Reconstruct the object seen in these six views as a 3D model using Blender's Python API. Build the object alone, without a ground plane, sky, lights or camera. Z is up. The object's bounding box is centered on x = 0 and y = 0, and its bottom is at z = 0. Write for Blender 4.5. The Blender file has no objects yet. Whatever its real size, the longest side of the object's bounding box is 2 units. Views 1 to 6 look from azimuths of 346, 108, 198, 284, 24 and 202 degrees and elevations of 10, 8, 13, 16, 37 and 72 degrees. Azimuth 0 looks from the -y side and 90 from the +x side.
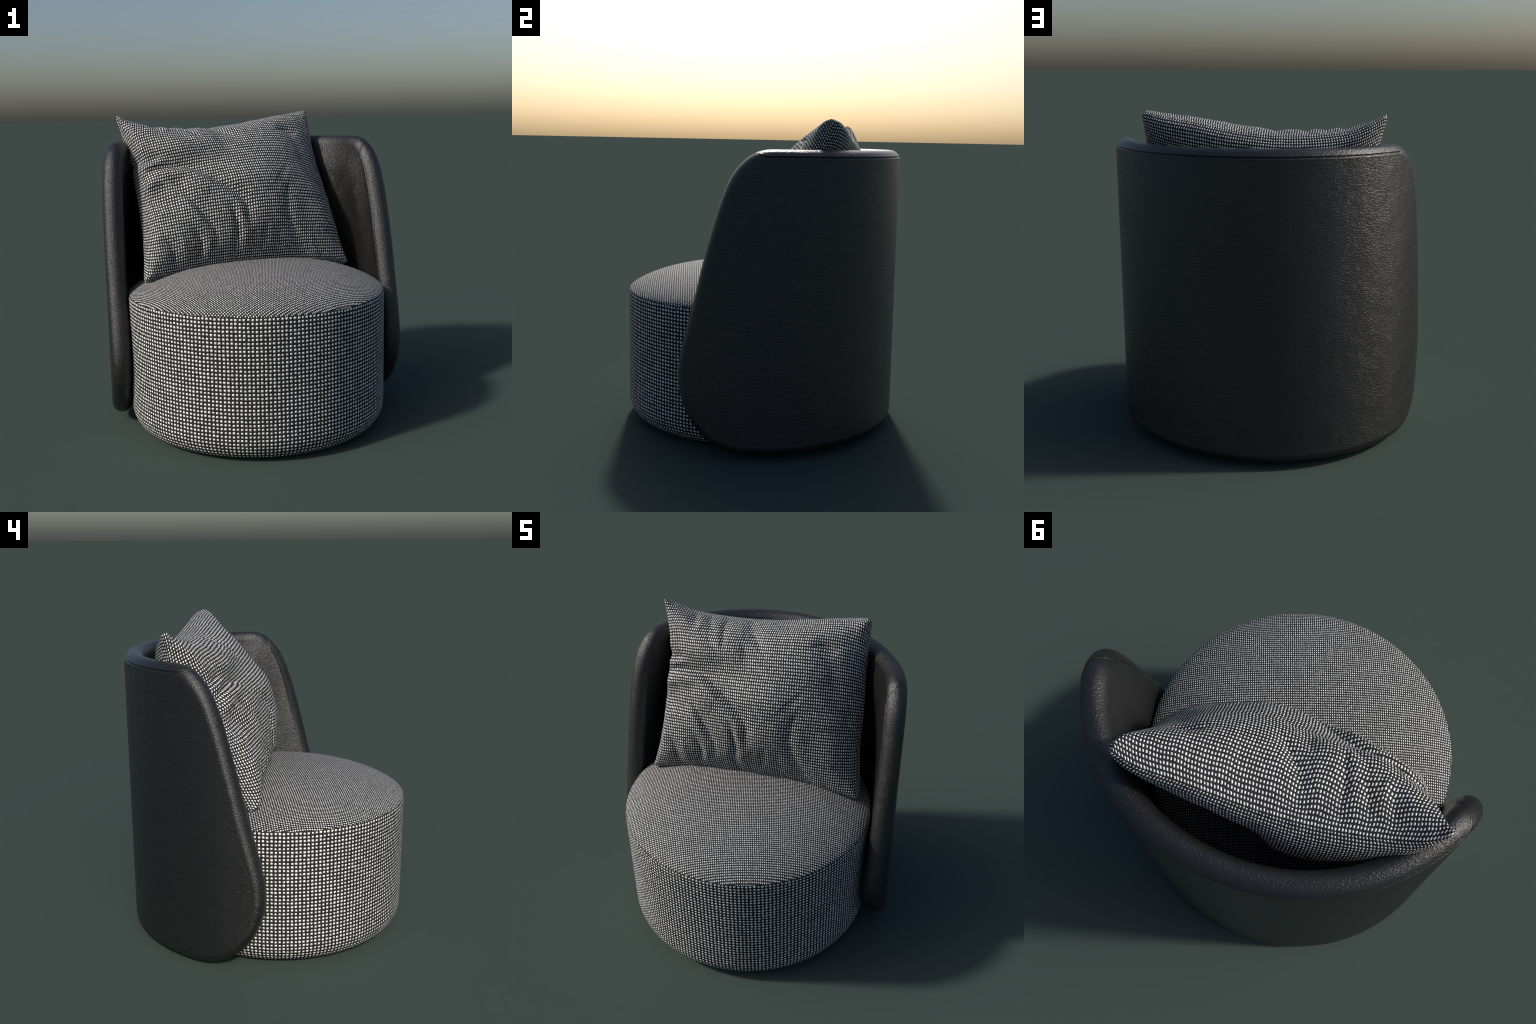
import bpy, math
import numpy as np
from mathutils import Matrix, Vector

# ----------------------------------------------------------------------------
# Tub armchair: round fabric drum seat, black leather wrap-around shell, and a
# loose square cushion in the same dotted weave leaning inside the shell.
# ----------------------------------------------------------------------------

# ------------------------------- dimensions ---------------------------------
SEAT_C = (-0.014, -0.084)        # axis of the drum
SEAT_R = 0.8175                # drum radius
SEAT_WIDE = 1.008             # the drum is a hair wider than deep
SEAM_Z = 0.866                # seam between drum side and seat top
SHELL_A, SHELL_B = 0.963, 0.958   # half width, depth of the shell plan curve
SHELL_Y = -0.058              # where the round back turns into straight wings
SHELL_N = 2.06                # superellipse exponent of the round back
SHELL_T = 0.125               # padding thickness
EDGE_R = 0.062                # radius of the padded edge


def smooth(a, b, x):
    t = np.clip((x - a) / (b - a), 0, 1)
    return t * t * (3 - 2 * t)


def spline(pts, n):
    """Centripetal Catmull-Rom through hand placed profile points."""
    P = np.array(pts, float)
    P = np.vstack([2 * P[0] - P[1], P, 2 * P[-1] - P[-2]])
    out = []
    for i in range(1, len(P) - 2):
        p0, p1, p2, p3 = P[i - 1:i + 3]
        t0 = 0.0
        t1 = t0 + np.linalg.norm(p1 - p0) ** .5
        t2 = t1 + np.linalg.norm(p2 - p1) ** .5
        t3 = t2 + np.linalg.norm(p3 - p2) ** .5
        t = np.linspace(t1, t2, 40, endpoint=False)[:, None]
        a1 = (t1 - t) / (t1 - t0) * p0 + (t - t0) / (t1 - t0) * p1
        a2 = (t2 - t) / (t2 - t1) * p1 + (t - t1) / (t2 - t1) * p2
        a3 = (t3 - t) / (t3 - t2) * p2 + (t - t2) / (t3 - t2) * p3
        b1 = (t2 - t) / (t2 - t0) * a1 + (t - t0) / (t2 - t0) * a2
        b2 = (t3 - t) / (t3 - t1) * a2 + (t - t1) / (t3 - t1) * a3
        out.append((t2 - t) / (t2 - t1) * b1 + (t - t1) / (t2 - t1) * b2)
    out.append(P[-2:-1])
    C = np.vstack(out)
    L = np.r_[0, np.cumsum(np.linalg.norm(np.diff(C, axis=0), axis=1))]
    q = np.linspace(0, L[-1], n)
    return np.stack([np.interp(q, L, C[:, k]) for k in range(C.shape[1])], 1)


def new_mesh(name, verts, faces, material, shade=True):
    me = bpy.data.meshes.new(name)
    me.from_pydata([tuple(v) for v in verts], [], [tuple(f) for f in faces])
    me.update()
    if shade:
        me.polygons.foreach_set("use_smooth", [True] * len(me.polygons))
    me.materials.append(material)
    ob = bpy.data.objects.new(name, me)
    bpy.context.scene.collection.objects.link(ob)
    return ob


# -------------------------------- materials ---------------------------------
class Nodes:
    def __init__(self, name):
        self.mat = bpy.data.materials.new(name)
        self.mat.use_nodes = True
        self.nt = self.mat.node_tree
        self.bsdf = self.nt.nodes["Principled BSDF"]

    def node(self, kind, **props):
        n = self.nt.nodes.new(kind)
        for k, v in props.items():
            setattr(n, k, v)
        return n

    def put(self, sock, v):
        if hasattr(v, "links"):
            self.nt.links.new(v, sock)
        else:
            sock.default_value = v

    def math(self, op, a, b=0.0, c=0.0):
        n = self.node("ShaderNodeMath", operation=op)
        self.put(n.inputs[0], a)
        self.put(n.inputs[1], b)
        self.put(n.inputs[2], c)
        return n.outputs[0]

    def ramp(self, x, lo, hi):
        n = self.node("ShaderNodeMapRange", interpolation_type="SMOOTHSTEP")
        self.put(n.inputs["Value"], x)
        n.inputs["From Min"].default_value = lo
        n.inputs["From Max"].default_value = hi
        return n.outputs["Result"]

    def combine(self, x, y, z=0.0):
        n = self.node("ShaderNodeCombineXYZ")
        for s, v in zip(n.inputs, (x, y, z)):
            self.put(s, v)
        return n.outputs[0]

    def mix(self, f, a, b):
        n = self.node("ShaderNodeMix", data_type="RGBA")
        self.put(n.inputs["Factor"], f)
        self.put(n.inputs["A"], a)
        self.put(n.inputs["B"], b)
        return n.outputs["Result"]


def weave(name, coords, fill=0.267, relief=0.0075, drift=0.08, long=1.0):
    """White slubs woven on a charcoal ground.  coords(N) gives cell units."""
    N = Nodes(name)
    cu, cv = coords(N)
    # slight drift of the threads so the rows are not ruler straight
    wob = N.node("ShaderNodeTexNoise")
    wob.inputs["Scale"].default_value = 0.35
    wob.inputs["Detail"].default_value = 2.0
    N.put(wob.inputs["Vector"], N.combine(cu, cv))
    sep = N.node("ShaderNodeSeparateColor")
    N.put(sep.inputs[0], wob.outputs["Color"])
    cu = N.math("ADD", cu, N.math("MULTIPLY", N.math("SUBTRACT", sep.outputs[0], 0.5), drift))
    cv = N.math("ADD", cv, N.math("MULTIPLY", N.math("SUBTRACT", sep.outputs[1], 0.5), drift))
    iu, iv = N.math("FLOOR", cu), N.math("FLOOR", cv)
    rnd = N.node("ShaderNodeTexWhiteNoise", noise_dimensions="2D")
    N.put(rnd.inputs["Vector"], N.combine(iu, iv))
    rc = N.node("ShaderNodeSeparateColor")
    N.put(rc.inputs[0], rnd.outputs["Color"])

    def cell(c, i, r):
        d = N.math("SUBTRACT", N.math("SUBTRACT", c, i), 0.5)
        d = N.math("ADD", d, N.math("MULTIPLY", N.math("SUBTRACT", r, 0.5), 0.10))
        return N.math("ABSOLUTE", d)

    du, dv = cell(cu, iu, rc.outputs[0]), cell(cv, iv, rc.outputs[1])
    if long != 1.0:                       # slubs longer along the warp
        du, dv = N.math("MULTIPLY", du, long), N.math("DIVIDE", dv, long)
    d = N.math("POWER", N.math("ADD", N.math("POWER", du, 3.6), N.math("POWER", dv, 3.6)), 1 / 3.6)
    # ragged outline of every slub
    rag = N.node("ShaderNodeTexNoise")
    rag.inputs["Scale"].default_value = 2.6
    rag.inputs["Detail"].default_value = 3.0
    N.put(rag.inputs["Vector"], N.combine(cu, cv))
    size = N.math("ADD", fill, N.math("MULTIPLY", N.math("SUBTRACT", rag.outputs["Fac"], 0.5), 0.14))
    size = N.math("ADD", size, N.math("MULTIPLY", N.math("SUBTRACT", rc.outputs[2], 0.5), 0.06))
    edge = N.math("SUBTRACT", size, d)
    slub = N.ramp(edge, -0.045, 0.045)
    tint = N.node("ShaderNodeTexNoise")
    tint.inputs["Scale"].default_value = 6.0
    N.put(tint.inputs["Vector"], N.combine(cu, cv))
    white = N.mix(tint.outputs["Fac"], (0.86, 0.855, 0.835, 1), (0.97, 0.965, 0.95, 1))
    dark = N.mix(rag.outputs["Fac"], (0.013, 0.013, 0.014, 1), (0.028, 0.028, 0.029, 1))
    N.put(N.bsdf.inputs["Base Color"], N.mix(slub, dark, white))
    N.bsdf.inputs["Roughness"].default_value = 0.75
    N.bsdf.inputs["Specular IOR Level"].default_value = 0.25
    height = N.math("MULTIPLY", N.ramp(edge, -0.08, 0.34), 1.0)
    height = N.math("ADD", height, N.math("MULTIPLY", tint.outputs["Fac"], 0.12))
    bump = N.node("ShaderNodeBump")
    bump.inputs["Strength"].default_value = 0.6
    bump.inputs["Distance"].default_value = relief
    N.put(bump.inputs["Height"], height)
    N.nt.links.new(bump.outputs[0], N.bsdf.inputs["Normal"])
    return N.mat


def object_xyz(N):
    tc = N.node("ShaderNodeTexCoord")
    s = N.node("ShaderNodeSeparateXYZ")
    N.nt.links.new(tc.outputs["Object"], s.inputs[0])
    return s.outputs


def round_coords(N):
    """Cloth wrapped round the drum: angle x height."""
    x, y, z = object_xyz(N)
    a = N.math("ARCTAN2", x, y)
    return N.math("MULTIPLY", a, 216 / math.tau), N.math("DIVIDE", z, 0.0228)


def flat_coords(N):
    """Cloth laid flat over the seat from above, turned a little."""
    x, y, z = object_xyz(N)
    c, s = math.cos(math.radians(23.3)), math.sin(math.radians(23.3))
    u = N.math("ADD", N.math("MULTIPLY", x, c / 0.0114), N.math("MULTIPLY", y, s / 0.0114))
    v = N.math("ADD", N.math("MULTIPLY", x, -s / 0.0142), N.math("MULTIPLY", y, c / 0.0142))
    return u, v


def cushion_coords(N):
    """The cut pattern of the cushion (its undeformed sheet)."""
    tc = N.node("ShaderNodeTexCoord")
    s = N.node("ShaderNodeSeparateXYZ")
    N.nt.links.new(tc.outputs["Generated"], s.inputs[0])
    return N.math("MULTIPLY", s.outputs[0], 102.0), N.math("MULTIPLY", s.outputs[2], 64.0)


def leather():
    N = Nodes("black_leather")
    tc = N.node("ShaderNodeTexCoord")
    # grain creases run mostly level round the shell: work in cylinder
    # coordinates and squeeze height and depth against the way round
    sp = N.node("ShaderNodeSeparateXYZ")
    N.nt.links.new(tc.outputs["Object"], sp.inputs[0])
    yy = N.math("SUBTRACT", sp.outputs[1], SHELL_Y)
    ang = N.math("MULTIPLY", N.math("ARCTAN2", sp.outputs[0], yy), 0.9)
    rad = N.math("SQRT", N.math("ADD", N.math("MULTIPLY", sp.outputs[0], sp.outputs[0]), N.math("MULTIPLY", yy, yy)))
    warp = N.node("ShaderNodeTexNoise")
    warp.inputs["Scale"].default_value = 7.0
    warp.inputs["Detail"].default_value = 2.0
    N.nt.links.new(tc.outputs["Object"], warp.inputs["Vector"])
    wo = N.node("ShaderNodeSeparateColor")
    N.nt.links.new(warp.outputs["Color"], wo.inputs[0])
    vec = N.combine(N.math("ADD", ang, N.math("MULTIPLY", wo.outputs[0], 0.02)),
                    N.math("ADD", N.math("MULTIPLY", sp.outputs[2], 2.5), N.math("ADD", N.math("MULTIPLY", wo.outputs[1], 0.05), N.math("MULTIPLY", ang, 0.35))),
                    N.math("MULTIPLY", rad, 2.4))
    noi = N.node("ShaderNodeTexNoise")
    noi.inputs["Scale"].default_value = 72.0
    noi.inputs["Detail"].default_value = 3.0
    noi.inputs["Roughness"].default_value = 0.55
    noi.inputs["Distortion"].default_value = 0.0
    N.put(noi.inputs["Vector"], vec)
    # sharp creases where a second noise crosses its middle value
    cre = N.node("ShaderNodeTexNoise")
    cre.inputs["Scale"].default_value = 48.0
    cre.inputs["Detail"].default_value = 2.0
    N.put(cre.inputs["Vector"], vec)
    line = N.ramp(N.math("ABSOLUTE", N.math("SUBTRACT", cre.outputs["Fac"], 0.5)), 0.0, 0.07)
    big = N.node("ShaderNodeTexNoise")
    big.inputs["Scale"].default_value = 9.0
    N.nt.links.new(tc.outputs["Object"], big.inputs["Vector"])
    h = N.math("ADD", N.math("MULTIPLY", line, 0.10), noi.outputs["Fac"])
    bump = N.node("ShaderNodeBump")
    bump.inputs["Strength"].default_value = 0.75
    bump.inputs["Distance"].default_value = 0.0048
    N.put(bump.inputs["Height"], h)
    N.nt.links.new(bump.outputs[0], N.bsdf.inputs["Normal"])
    N.put(N.bsdf.inputs["Base Color"], N.mix(big.outputs["Fac"], (0.008, 0.008, 0.008, 1), (0.011, 0.011, 0.011, 1)))
    N.bsdf.inputs["Roughness"].default_value = 0.33
    N.bsdf.inputs["Specular IOR Level"].default_value = 0.75
    return N.mat


def plain(name, colour, rough):
    N = Nodes(name)
    n = N.node("ShaderNodeTexNoise")
    n.inputs["Scale"].default_value = 40
    N.put(N.bsdf.inputs["Base Color"], N.mix(n.outputs["Fac"], (*[c * .85 for c in colour], 1), (*[c * 1.15 for c in colour], 1)))
    N.bsdf.inputs["Roughness"].default_value = rough
    return N.mat


MAT_SIDE = weave("dotted_weave_side", round_coords)
MAT_TOP = weave("dotted_weave_top", flat_coords, 0.238, 0.003, 0.02, 1.09)
MAT_CUSHION = weave("dotted_weave_cushion", cushion_coords, 0.252, 0.0045, 0.02, 1.08)
MAT_LEATHER = leather()
MAT_BASE = plain("black_plinth", (0.012, 0.012, 0.012), 0.7)


# ------------------------------ drum and seat -------------------------------
def lathe(name, profile, material, seg=360):
    """Turn an (r, z) profile round the local z axis; r = 0 ends close."""
    P = np.array(profile)
    ang = np.arange(seg) * math.tau / seg
    verts, faces, rows = [], [], []
    for r, z in P:
        if r < 1e-6:
            rows.append([len(verts)] * seg)
            verts.append((0, 0, z))
        else:
            rows.append(list(range(len(verts), len(verts) + seg)))
            verts += [(r * math.sin(a) * SEAT_WIDE, r * math.cos(a), z) for a in ang]
    for a, b in zip(rows[:-1], rows[1:]):
        for i in range(seg):
            j = (i + 1) % seg
            f = [a[i], a[j], b[j], b[i]]
            f = [v for k, v in enumerate(f) if v not in f[:k]]
            if len(f) > 2:
                faces.append(f[::-1])
    return new_mesh(name, verts, faces, material)


def build_seat(chair):
    rb, rz, z0 = 0.100, 0.135, 0.016
    side = [(0.0, z0), (0.4, z0)]
    side += [(SEAT_R - rb + rb * math.sin(a), z0 + rz - rz * math.cos(a)) for a in np.linspace(0, math.pi / 2, 24)]
    side += [(SEAT_R, z) for z in np.linspace(0.2, SEAM_Z - 0.012, 16)]
    # the edge rolls into the seam groove
    side += [(SEAT_R - 0.0008, SEAM_Z - 0.004), (SEAT_R - 0.003, SEAM_Z - 0.0005), (SEAT_R - 0.008, SEAM_Z + 0.0005), (SEAT_R - 0.05, SEAM_Z + 0.0005)]
    drum = lathe("seat_base", side, MAT_SIDE)
    top = [(SEAT_R - 0.05, SEAM_Z - 0.004), (SEAT_R - 0.014, SEAM_Z - 0.002), (SEAT_R - 0.006, SEAM_Z - 0.001), (SEAT_R - 0.003, SEAM_Z + 0.0015)]
    for t in np.linspace(0, 1, 90)[1:]:
        x = 1 - t ** 1.8
        top.append(((SEAT_R - 0.003) * x, SEAM_Z + 0.0015 + 0.020 * math.sqrt(1 - x ** 14) + 0.149 * (1 - x ** 2.75)))
    cushion = lathe("seat_top", top, MAT_TOP)
    plinth = lathe("plinth", [(0.0, 0.0), (0.66, 0.0), (0.665, 0.004), (0.665, 0.03), (0, 0.03)], MAT_BASE)
    for o in (drum, cushion, plinth):
        o.location = (*SEAT_C, 0)
        o.parent = chair


# ---------------------------------- shell -----------------------------------
# outline of the wing seen from the side: (y, z) of the padded nose
WING = [(0.330, 1.820), (0.285, 1.815), (0.232, 1.797), (0.176, 1.753), (0.126, 1.693), (0.086, 1.616),
        (0.042, 1.494), (-0.005, 1.332), (-0.053, 1.150), (-0.098, 0.965), (-0.143, 0.800), (-0.178, 0.665),
        (-0.198, 0.555), (-0.202, 0.460), (-0.186, 0.370), (-0.146, 0.265), (-0.087, 0.180), (-0.015, 0.109),
        (0.070, 0.062), (0.150, 0.039), (0.210, 0.032)]


def build_shell(chair):
    # plan curve of the outer face, by arc length s from the middle of the back
    th = np.linspace(0, math.pi / 2, 800)
    e = 2 / SHELL_N
    px, py = SHELL_A * np.sin(th) ** e, SHELL_Y + SHELL_B * np.cos(th) ** e
    px = np.r_[px, np.full(60, SHELL_A) - 0.010 * np.linspace(0, 1, 61)[1:] ** 2]
    py = np.r_[py, np.linspace(SHELL_Y, SHELL_Y - 0.3, 61)[1:]]
    S = np.r_[0, np.cumsum(np.hypot(np.diff(px), np.diff(py)))]
    sg = np.linspace(0, S[-1], 600)
    ox, oy = np.interp(sg, S, px), np.interp(sg, S, py)
    tx, ty = np.gradient(ox, sg), np.gradient(oy, sg)
    k = np.ones(15) / 15
    tx = np.convolve(np.pad(tx, 7, mode="edge"), k, "valid")
    ty = np.convolve(np.pad(ty, 7, mode="edge"), k, "valid")
    tx[0], ty[0] = 1, 0
    nl = np.hypot(tx, ty)
    nx, ny = -ty / nl, tx / nl                     # outward normal
    mid_y = oy - 0.5 * SHELL_T * ny

    nose = spline(WING, 260)
    s_end = np.interp(-nose[:, 0], -mid_y, sg)     # where the nose sits along s
    outline = np.stack([s_end, nose[:, 1]], 1)
    z_top, z_bot = outline[0, 1], outline[-1, 1]

    # rows follow the nose; extra rows are squeezed against the top and bottom
    nv, nu = 300, 520
    zt = nose[:, 1]
    fine = np.sort(np.r_[zt, z_top - 0.12 * np.linspace(0, 1, 60) ** 2, z_bot + 0.12 * np.linspace(0, 1, 40) ** 2])[::-1]
    keep = np.r_[True, np.diff(fine) < -2e-4]
    rows = fine[keep]
    rows[0], rows[-1] = z_top, z_bot
    order = np.argsort(zt)
    row_s = np.interp(rows, zt[order], s_end[order])
    # columns: fine near the noses (distance from the end, in metres)
    c = np.r_[0.14 * np.linspace(0, 1, 70) ** 2.0]
    U = np.linspace(0, 1, 150)[1:]
    cols = []
    for L in row_s:
        half = np.r_[c, c[-1] + (L - c[-1]) * U]     # distance from the right end
        s = L - half
        cols.append(np.r_[s, -s[-2::-1]])
    Sg = np.array(cols)
    Zg = np.repeat(rows[:, None], Sg.shape[1], 1)

    # distance from the outline, and the arc position of the nearest point
    full = np.vstack([np.stack([np.linspace(0, outline[0, 0], 160, endpoint=False), np.full(160, z_top)], 1), outline,
                      np.stack([np.linspace(outline[-1, 0], 0, 80)[1:], np.full(79, z_bot)], 1)])
    arc = np.r_[0, np.cumsum(np.linalg.norm(np.diff(full, axis=0), axis=1))]
    A0 = arc[160]                                   # arc at which the top turns into the wing
    A, B = full[:-1], full[1:]
    D = np.full(Sg.shape, 9.0)
    ARC = np.zeros(Sg.shape)
    for i in range(Sg.shape[0]):
        q = np.stack([np.abs(Sg[i]), Zg[i]], 1)
        ab = B - A
        t = np.clip((((q[:, None] - A[None]) * ab[None]).sum(-1)) / (ab * ab).sum(-1)[None], 0, 1)
        dist = np.linalg.norm(A[None] + t[..., None] * ab[None] - q[:, None], axis=-1)
        m = dist.argmin(1)
        D[i] = dist[np.arange(len(q)), m]
        ARC[i] = arc[m] + t[np.arange(len(q)), m] * (arc[m + 1] - arc[m])
    D[0] = D[-1] = 0
    D[:, 0] = D[:, -1] = 0

    # padded edge: quarter ellipse up to EDGE_R, slight pillow behind it
    x = np.clip(D / EDGE_R, 0, 1)
    half = 0.5 * SHELL_T * np.sqrt(np.clip(1 - (1 - x) ** 2, 0, 1))
    # travel round the edge from outside (-) to inside (+)
    travel = EDGE_R * np.arccos(np.clip(1 - x, -1, 1)) * 1.05 + np.clip(D - EDGE_R, 0, None)

    def seam(side):
        """Sewn line: outside just below the rim, over the edge at the wing
        shoulder, then down the inside beside the nose, fading out."""
        e0 = -0.081 + (0.081 + 0.088) * smooth(A0 + 0.03, A0 + 0.25, ARC)
        fade = 1 - smooth(A0 + 0.55, A0 + 1.05, ARC)
        g = side * travel - e0
        return fade * (np.exp(-(g / 0.0036) ** 2) - 0.22 * np.exp(-((np.abs(g) - 0.009) / 0.006) ** 2))

    verts, faces = [], []
    sx = np.sign(Sg)
    a = np.abs(Sg)
    OX, OY = np.interp(a, sg, ox) * sx, np.interp(a, sg, oy)
    NX, NY = np.interp(a, sg, nx) * sx, np.interp(a, sg, ny)
    # the shell sits a touch to one side and its right wing opens a little
    OX = OX - 0.004 + 0.012 * smooth(-0.30, 0.12, -OY) * (Sg > 0)
    R, Cn = Sg.shape
    ids = []
    # the inner wall is padded fuller below the rim, most on the right wing
    pad = (0.015 + 0.009 * smooth(0.2, 0.9, Sg)) * smooth(0.02, 0.24, D)
    for side in (-1, 1):                              # outside, inside
        depth = 0.5 * SHELL_T + side * half + (side > 0) * pad + side * -0.0065 * seam(side)
        X, Y = OX - NX * depth, OY - NY * depth
        base = len(verts)
        verts += list(np.stack([X, Y, Zg], -1).reshape(-1, 3))
        ids.append(np.arange(R * Cn).reshape(R, Cn) + base)
    o, n = ids
    # both skins share the outline
    n = n.copy()
    n[0], n[-1], n[:, 0], n[:, -1] = o[0], o[-1], o[:, 0], o[:, -1]
    for g, flip in ((o, False), (n, True)):
        q = np.stack([g[:-1, :-1], g[:-1, 1:], g[1:, 1:], g[1:, :-1]], -1).reshape(-1, 4)
        faces += (q[:, ::-1] if flip else q).tolist()
    used = np.unique(np.array(faces))
    remap = -np.ones(len(verts), int)
    remap[used] = np.arange(len(used))
    ob = new_mesh("backrest", np.array(verts)[used], remap[np.array(faces)].tolist(), MAT_LEATHER)
    ob.parent = chair
    return ob


# ------------------------------- loose cushion ------------------------------
CORNERS = np.array([(-0.823, .390, 1.985), (.555, .610, 1.993), (-.730, -.075, .945), (.694, .122, .944)])
CUSH_C = CORNERS.mean(0)
CORNER_OUT = 1.017              # sewn corners before they are rounded off
CX = CORNERS[1] - CORNERS[0] + CORNERS[3] - CORNERS[2]
CX = CX / np.linalg.norm(CX)
CZ = CORNERS[0] - CORNERS[2] + CORNERS[1] - CORNERS[3]
CZ = CZ - CX * (CZ @ CX)
CZ = CZ / np.linalg.norm(CZ)
CY = np.cross(CZ, CX)

# sewn edges in cushion space (x across, y back, z up)
TOP = [(-.719, -.006, .574), (-.640, .050, .548), (-.52, .088, .513), (-.30, .118, .499), (-.10, .125, .501), (.12, .110, .519), (.38, .075, .555), (.55, .055, .575), (.672, .012, .584)]
BOTTOM = [(-.700, .006, -.574), (-.55, .02, -.560), (-.30, .03, -.535), (0, .03, -.53), (.35, .03, -.54), (.60, .01, -.568), (.738, -.006, -.582)]
LEFT = [(-.700, .006, -.574), (-.676, .02, -.42), (-.660, .03, -.25), (-.656, .03, 0), (-.654, .05, .16), (-.644, .055, .225), (-.660, .055, .28), (-.674, .055, .38), (-.719, -.006, .574)]
RIGHT = [(.738, -.006, -.582), (.724, .01, -.42), (.706, .02, -.25), (.698, .03, 0), (.682, .03, .22), (.676, .02, .40), (.672, .012, .584)]

# folds on the front: path in sheet units (-1..1), width, height (+ ridge, - valley)
FOLDS = [
    # pinch on the left edge and the crease that runs from it to the middle
    ([(-1.00, .36), (-.94, .345), (-.86, .375), (-.74, .44)], .045, -.018),
    ([(-1.00, .30), (-.91, .28), (-.80, .325), (-.72, .36)], .042, .018),
    ([(-1.00, .22), (-.94, .18), (-.88, .205), (-.81, .255), (-.66, .285), (-.48, .26)], .048, -.025),
    ([(-.97, .03), (-.89, .08), (-.82, .16), (-.70, .185), (-.56, .185), (-.44, .10), (-.36, .02), (-.27, -.09)], .070, .030),
    ([(-.60, .27), (-.49, .24), (-.40, .145), (-.31, .06), (-.21, -.05), (-.12, -.16), (-.06, -.27), (-.04, -.40), (-.04, -.56)], .058, -.034),
    ([(-.20, -.17), (-.14, -.30), (-.115, -.46), (-.10, -.62), (-.085, -.76), (-.06, -.88)], .045, .009),
    ([(-.20, -.30), (-.175, -.45), (-.155, -.62), (-.17, -.77), (-.13, -.93)], .032, -.026),
    ([(-.72, .10), (-.63, -.04), (-.55, -.20), (-.485, -.34), (-.42, -.46), (-.365, -.58), (-.35, -.70)], .046, -.022),
    ([(-.62, -.14), (-.56, -.30), (-.50, -.45), (-.44, -.58)], .050, .012),
    ([(-.58, -.50), (-.52, -.63), (-.495, -.76), (-.52, -.90)], .038, -.018),
    ([(-.47, -.58), (-.44, -.72), (-.43, -.90)], .040, .012),
    ([(-.85, -.56), (-.78, -.69), (-.735, -.84), (-.70, -.95)], .036, -.018),
    ([(-.70, -.60), (-.66, -.74), (-.63, -.90)], .042, .010),
    ([(.13, -.58), (.10, -.72), (.08, -.90)], .034, -.014),
    ([(.02, -.60), (.00, -.74), (-.01, -.90)], .034, -.008),
    ([(.25, -.60), (.24, -.76), (.26, -.92)], .034, -.008),
    ([(.43, -.08), (.385, -.25), (.375, -.45), (.40, -.62), (.45, -.76), (.54, -.92)], .048, -.013),
    ([(.50, -.15), (.46, -.35), (.47, -.55), (.53, -.72), (.62, -.88)], .060, .005),
    # rucks over the top seam
    ([(-.64, 1.0), (-.63, .90), (-.64, .80)], .050, -.016),
    # broad swells of the filling
    ([(-.76, .50), (-.60, .57), (-.42, .60), (-.12, .62)], .19, .062),
    ([(-.90, .06), (-.86, -.10), (-.83, -.30)], .14, -.055),
    ([(-.62, .02), (-.36, -.08)], .20, .016),
    ([(.34, .06), (.42, .00)], .16, -.008),
    ([(.76, -.06), (.74, -.26)], .16, .016),
    ([(.86, -.15), (.84, -.40), (.80, -.70)], .17, .028),
    ([(-.60, -.72), (-.30, -.76), (.20, -.74)], .22, .008),
    ([(-.56, 1.0), (-.565, .90), (-.60, .74)], .030, .010),
    ([(-.51, 1.0), (-.49, .92), (-.455, .80)], .030, -.014),
    ([(-.435, 1.0), (-.40, .91), (-.375, .78), (-.365, .62)], .030, .009),
    ([(-.35, 1.0), (-.34, .92), (-.345, .76), (-.32, .62)], .034, -.021),
    ([(-.08, 1.0), (-.085, .88), (-.02, .74), (.06, .60)], .050, -.021),
    ([(-.19, 1.0), (-.17, .88), (-.14, .74)], .055, .008),
    ([(.02, .98), (.06, .84), (.13, .70)], .060, .005),
    ([(-.49, .82), (-.45, .64), (-.37, .52), (-.29, .42)], .045, -.012),
    ([(-.12, .70), (-.10, .58), (-.05, .46)], .045, -.008),
    ([(.74, .60), (.66, .655), (.59, .69), (.50, .67)], .055, -.022),
    ([(.62, .86), (.66, .60), (.72, .34), (.74, .10)], .075, -.012),
]


def cushion_mid(u, v):
    """Coons patch over the four seams."""
    n = 400
    g = np.linspace(-1, 1, n)
    T, Bm, L, R = (spline(c, n) for c in (TOP, BOTTOM, LEFT, RIGHT))

    def at(c, t):
        return np.stack([np.interp(t, g, c[:, k]) for k in range(3)], -1)
    a, b = (u + 1)[..., None] / 2, (v + 1)[..., None] / 2
    stretch = 1 + (CORNER_OUT - 1) * (u * v)[..., None] ** 4
    lin = (1 - b) * at(Bm, u) + b * at(T, u) + (1 - a) * at(L, v) + a * at(R, v)
    return stretch * (lin - ((1 - a) * (1 - b) * Bm[0] + a * (1 - b) * Bm[-1] + (1 - a) * b * T[0] + a * b * T[-1]))


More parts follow.
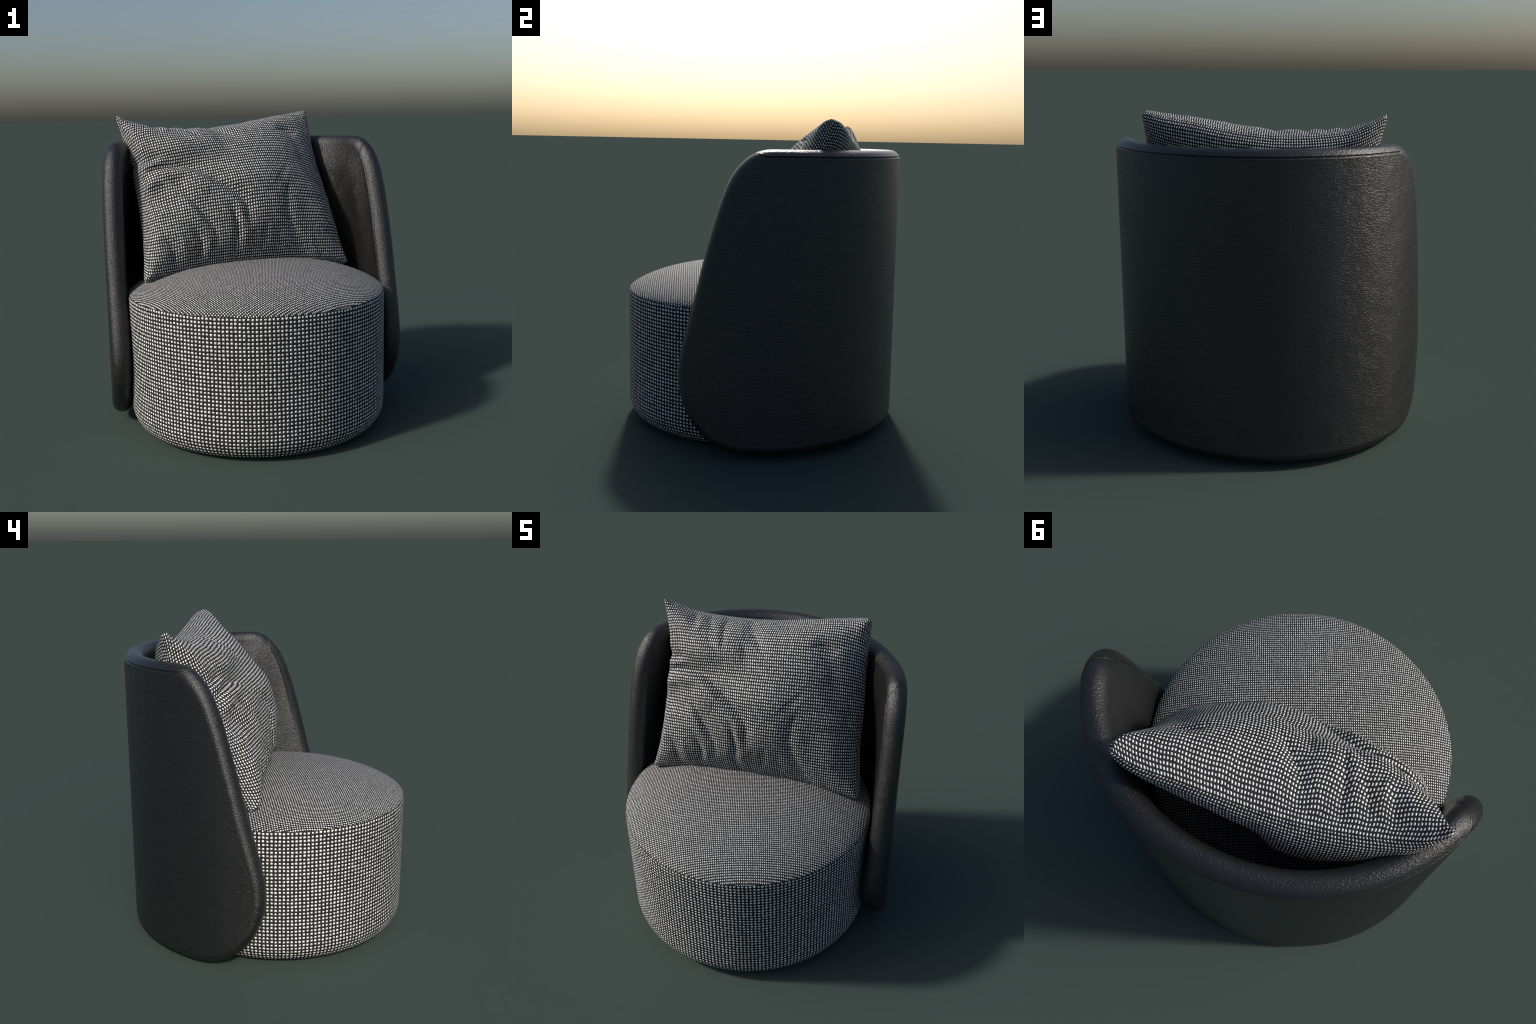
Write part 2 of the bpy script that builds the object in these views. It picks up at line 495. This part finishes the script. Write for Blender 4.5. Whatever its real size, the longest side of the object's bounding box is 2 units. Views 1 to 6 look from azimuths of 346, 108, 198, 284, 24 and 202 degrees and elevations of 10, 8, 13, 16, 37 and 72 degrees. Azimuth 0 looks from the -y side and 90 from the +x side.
# stuffing profiles: (sheet coordinate, share of the full thickness)
FRONT_U = [(-1, 0), (-.96, .28), (-.89, .49), (-.70, .68), (-.38, .85), (-.07, .97), (.2, .98), (.405, .88), (.57, .74), (.72, .57), (.86, .36), (.95, .19), (1, 0)]
FRONT_V = [(-1, 0), (-.95, .20), (-.84, .39), (-.70, .58), (-.43, .84), (-.2, .95), (0, 1), (.2, .97), (.4, .91), (.6, .82), (.78, .65), (.89, .46), (.96, .25), (1, 0)]
BACK_U = [(-1, 0), (-.95, .22), (-.69, .58), (-.49, .82), (-.235, 1), (-.07, .96), (.08, .66), (.32, .42), (.55, .32), (.79, .28), (.94, .18), (1, 0)]
BACK_V = [(-1, 0), (-.93, .22), (-.75, .48), (-.4, .76), (0, .93), (.3, .97), (.6, .97), (.8, .70), (.93, .38), (1, 0)]


def both(a, b):
    """Thickness where two profiles meet: fuller in the corners than a product."""
    a, b = np.clip(a, 1e-4, 1), np.clip(b, 1e-4, 1)
    return (a ** -1.5 + b ** -1.5 - 1) ** (-1 / 1.5)


def cushion_puff(u, v, front):
    def prof(pts, t):
        c = spline(pts, 500)
        return np.interp(t, c[:, 0], c[:, 1])
    if front:
        return -0.395 * both(prof(FRONT_U, u), prof(FRONT_V, v))
    return 0.165 * both(prof(BACK_U, u), prof(BACK_V, v))


def fold_field(u, v):
    h = np.zeros_like(u)
    for path, width, height in FOLDS:
        P = spline(path, 60)
        d2 = np.full(u.shape, 9.0)
        tt = np.zeros(u.shape)
        for i in range(len(P)):
            dd = (u - P[i, 0]) ** 2 + (v - P[i, 1]) ** 2
            m = dd < d2
            d2 = np.where(m, dd, d2)
            tt = np.where(m, i / (len(P) - 1), tt)
        taper = np.sin(np.pi * np.clip(tt * 0.9 + 0.05, 0, 1)) ** 0.7
        sharp = 1.3 if width < .06 else 2.0
        h += (1.3 if width < .06 else 1.0) * height * taper * np.exp(-(d2 / (1.15 * width) ** 2) ** (sharp / 2))
    # gathers along the seams and soft unevenness of the filling
    for k, (f, ph) in enumerate(((19, .3), (31, 1.7), (47, 4.1))):
        h += .0035 / (1 + .5 * k) * np.sin(f * u + ph + 1.3 * np.sin(3 * u + k)) * np.exp(-(1 - np.abs(v)) / .12)
        h += .0030 / (1 + .5 * k) * np.sin(f * v + ph + 1.1 * np.sin(4 * v + k)) * np.exp(-(1 - np.abs(u)) / .10)
    h += .003 * np.sin(5.1 * u + 2.2 * v + .5) * np.sin(4.3 * v - 1.9 * u + 1.1)
    return h * smooth(0, .05, 1 - np.abs(u)) * smooth(0, .035, 1 - np.abs(v))


def cushion_surface(u, v, front, folds=True):
    # rounded corners: pull them in along the diagonal
    r = np.maximum((np.abs(u) ** 30 + np.abs(v) ** 30) ** (1 / 30), 1)
    P = cushion_mid(u / r, v / r)
    y = cushion_puff(u, v, front)
    # the upper left corner stands up as a slim ear
    y = y * (1 - (.50 if front else .60) * smooth(.70, 1.0, -u) * smooth(.66, 1.0, v))
    # the upper right corner stays blunt and well filled
    blunt = .008 * np.exp(-((u - .93) ** 2 + (v - .92) ** 2) / .14 ** 2) * smooth(0, .05, 1 - np.abs(u)) * smooth(0, .05, 1 - np.abs(v))
    y = y + (-blunt if front else blunt)
    if not folds:
        pass
    elif front:
        y = y - fold_field(u, v)
    else:
        y = y + 0.4 * fold_field(-u, 0.8 * v - 0.1) * smooth(0, .2, 1 - np.abs(v))
    P[..., 1] += y
    if front:
        # the top of the cover rides up in a crest in front of the seam
        crest = np.exp(-((v - .86) / .10) ** 2) * smooth(-1.0, -.86, u) * (1 - smooth(-.52, -.15, u))
        P[..., 2] += .002 * crest * smooth(0, .06, 1 - np.abs(v))
    return P


def build_cushion():
    n = 300
    g = np.sin(np.linspace(-1, 1, n) * math.pi / 2)
    g = 0.5 * g + 0.5 * np.linspace(-1, 1, n)
    u, v = np.meshgrid(g, g)                      # rows: v, columns: u
    verts, flat, ids = [], [], []
    for front in (True, False):
        P = cushion_surface(u, v, front)
        # the cut sheet: arc length along threads, so the weave does not stretch
        Q = cushion_surface(u, v, front, False)
        du = np.linalg.norm(np.diff(Q, axis=1), axis=-1)
        dv = np.linalg.norm(np.diff(Q, axis=0), axis=-1)
        cu = np.c_[np.zeros(n), np.cumsum(du, 1)]
        cv = np.vstack([np.zeros(n), np.cumsum(dv, 0)])
        wu = cu[:, -1:].copy()
        wv = cv[-1:].copy()
        a = cu / wu * 2 - 1
        b = cv / wv * 2 - 1
        F = np.stack([a * 0.75, np.full_like(a, -0.02 if front else 0.02), b * 0.65], -1)
        base = len(verts)
        verts += list(P.reshape(-1, 3))
        flat += list(F.reshape(-1, 3))
        ids.append(np.arange(n * n).reshape(n, n) + base)
    f, bk = ids
    bk = bk.copy()
    bk[0], bk[-1], bk[:, 0], bk[:, -1] = f[0], f[-1], f[:, 0], f[:, -1]
    faces = []
    for gid, flip in ((f, False), (bk, True)):
        q = np.stack([gid[:-1, :-1], gid[:-1, 1:], gid[1:, 1:], gid[1:, :-1]], -1).reshape(-1, 4)
        faces += (q[:, ::-1] if flip else q).tolist()
    used = np.unique(np.array(faces))
    remap = -np.ones(len(verts), int)
    remap[used] = np.arange(len(used))
    ob = new_mesh("throw_cushion", np.array(flat)[used], remap[np.array(faces)].tolist(), MAT_CUSHION)
    # stuffed shape of the sewn sheet
    ob.shape_key_add(name="sheet")
    key = ob.shape_key_add(name="stuffed")
    key.data.foreach_set("co", np.array(verts)[used].astype(np.float32).ravel())
    key.value = 1.0
    M = Matrix.Identity(4)
    for r in range(3):
        M[r][0], M[r][1], M[r][2], M[r][3] = CX[r], CY[r], CZ[r], CUSH_C[r]
    ob.matrix_world = M
    ob["label"] = "plump square cushion in charcoal and white dotted weave, creased"
    ob["category"] = "throw cushion"
    return ob


def main():
    chair = bpy.data.objects.new("tub_armchair", None)
    bpy.context.scene.collection.objects.link(chair)
    chair["label"] = "round tub armchair, dotted fabric drum seat, black leather wrap-around back"
    chair["category"] = "armchair"
    build_seat(chair)
    build_shell(chair)
    build_cushion()


if __name__ == "__main__":
    main()
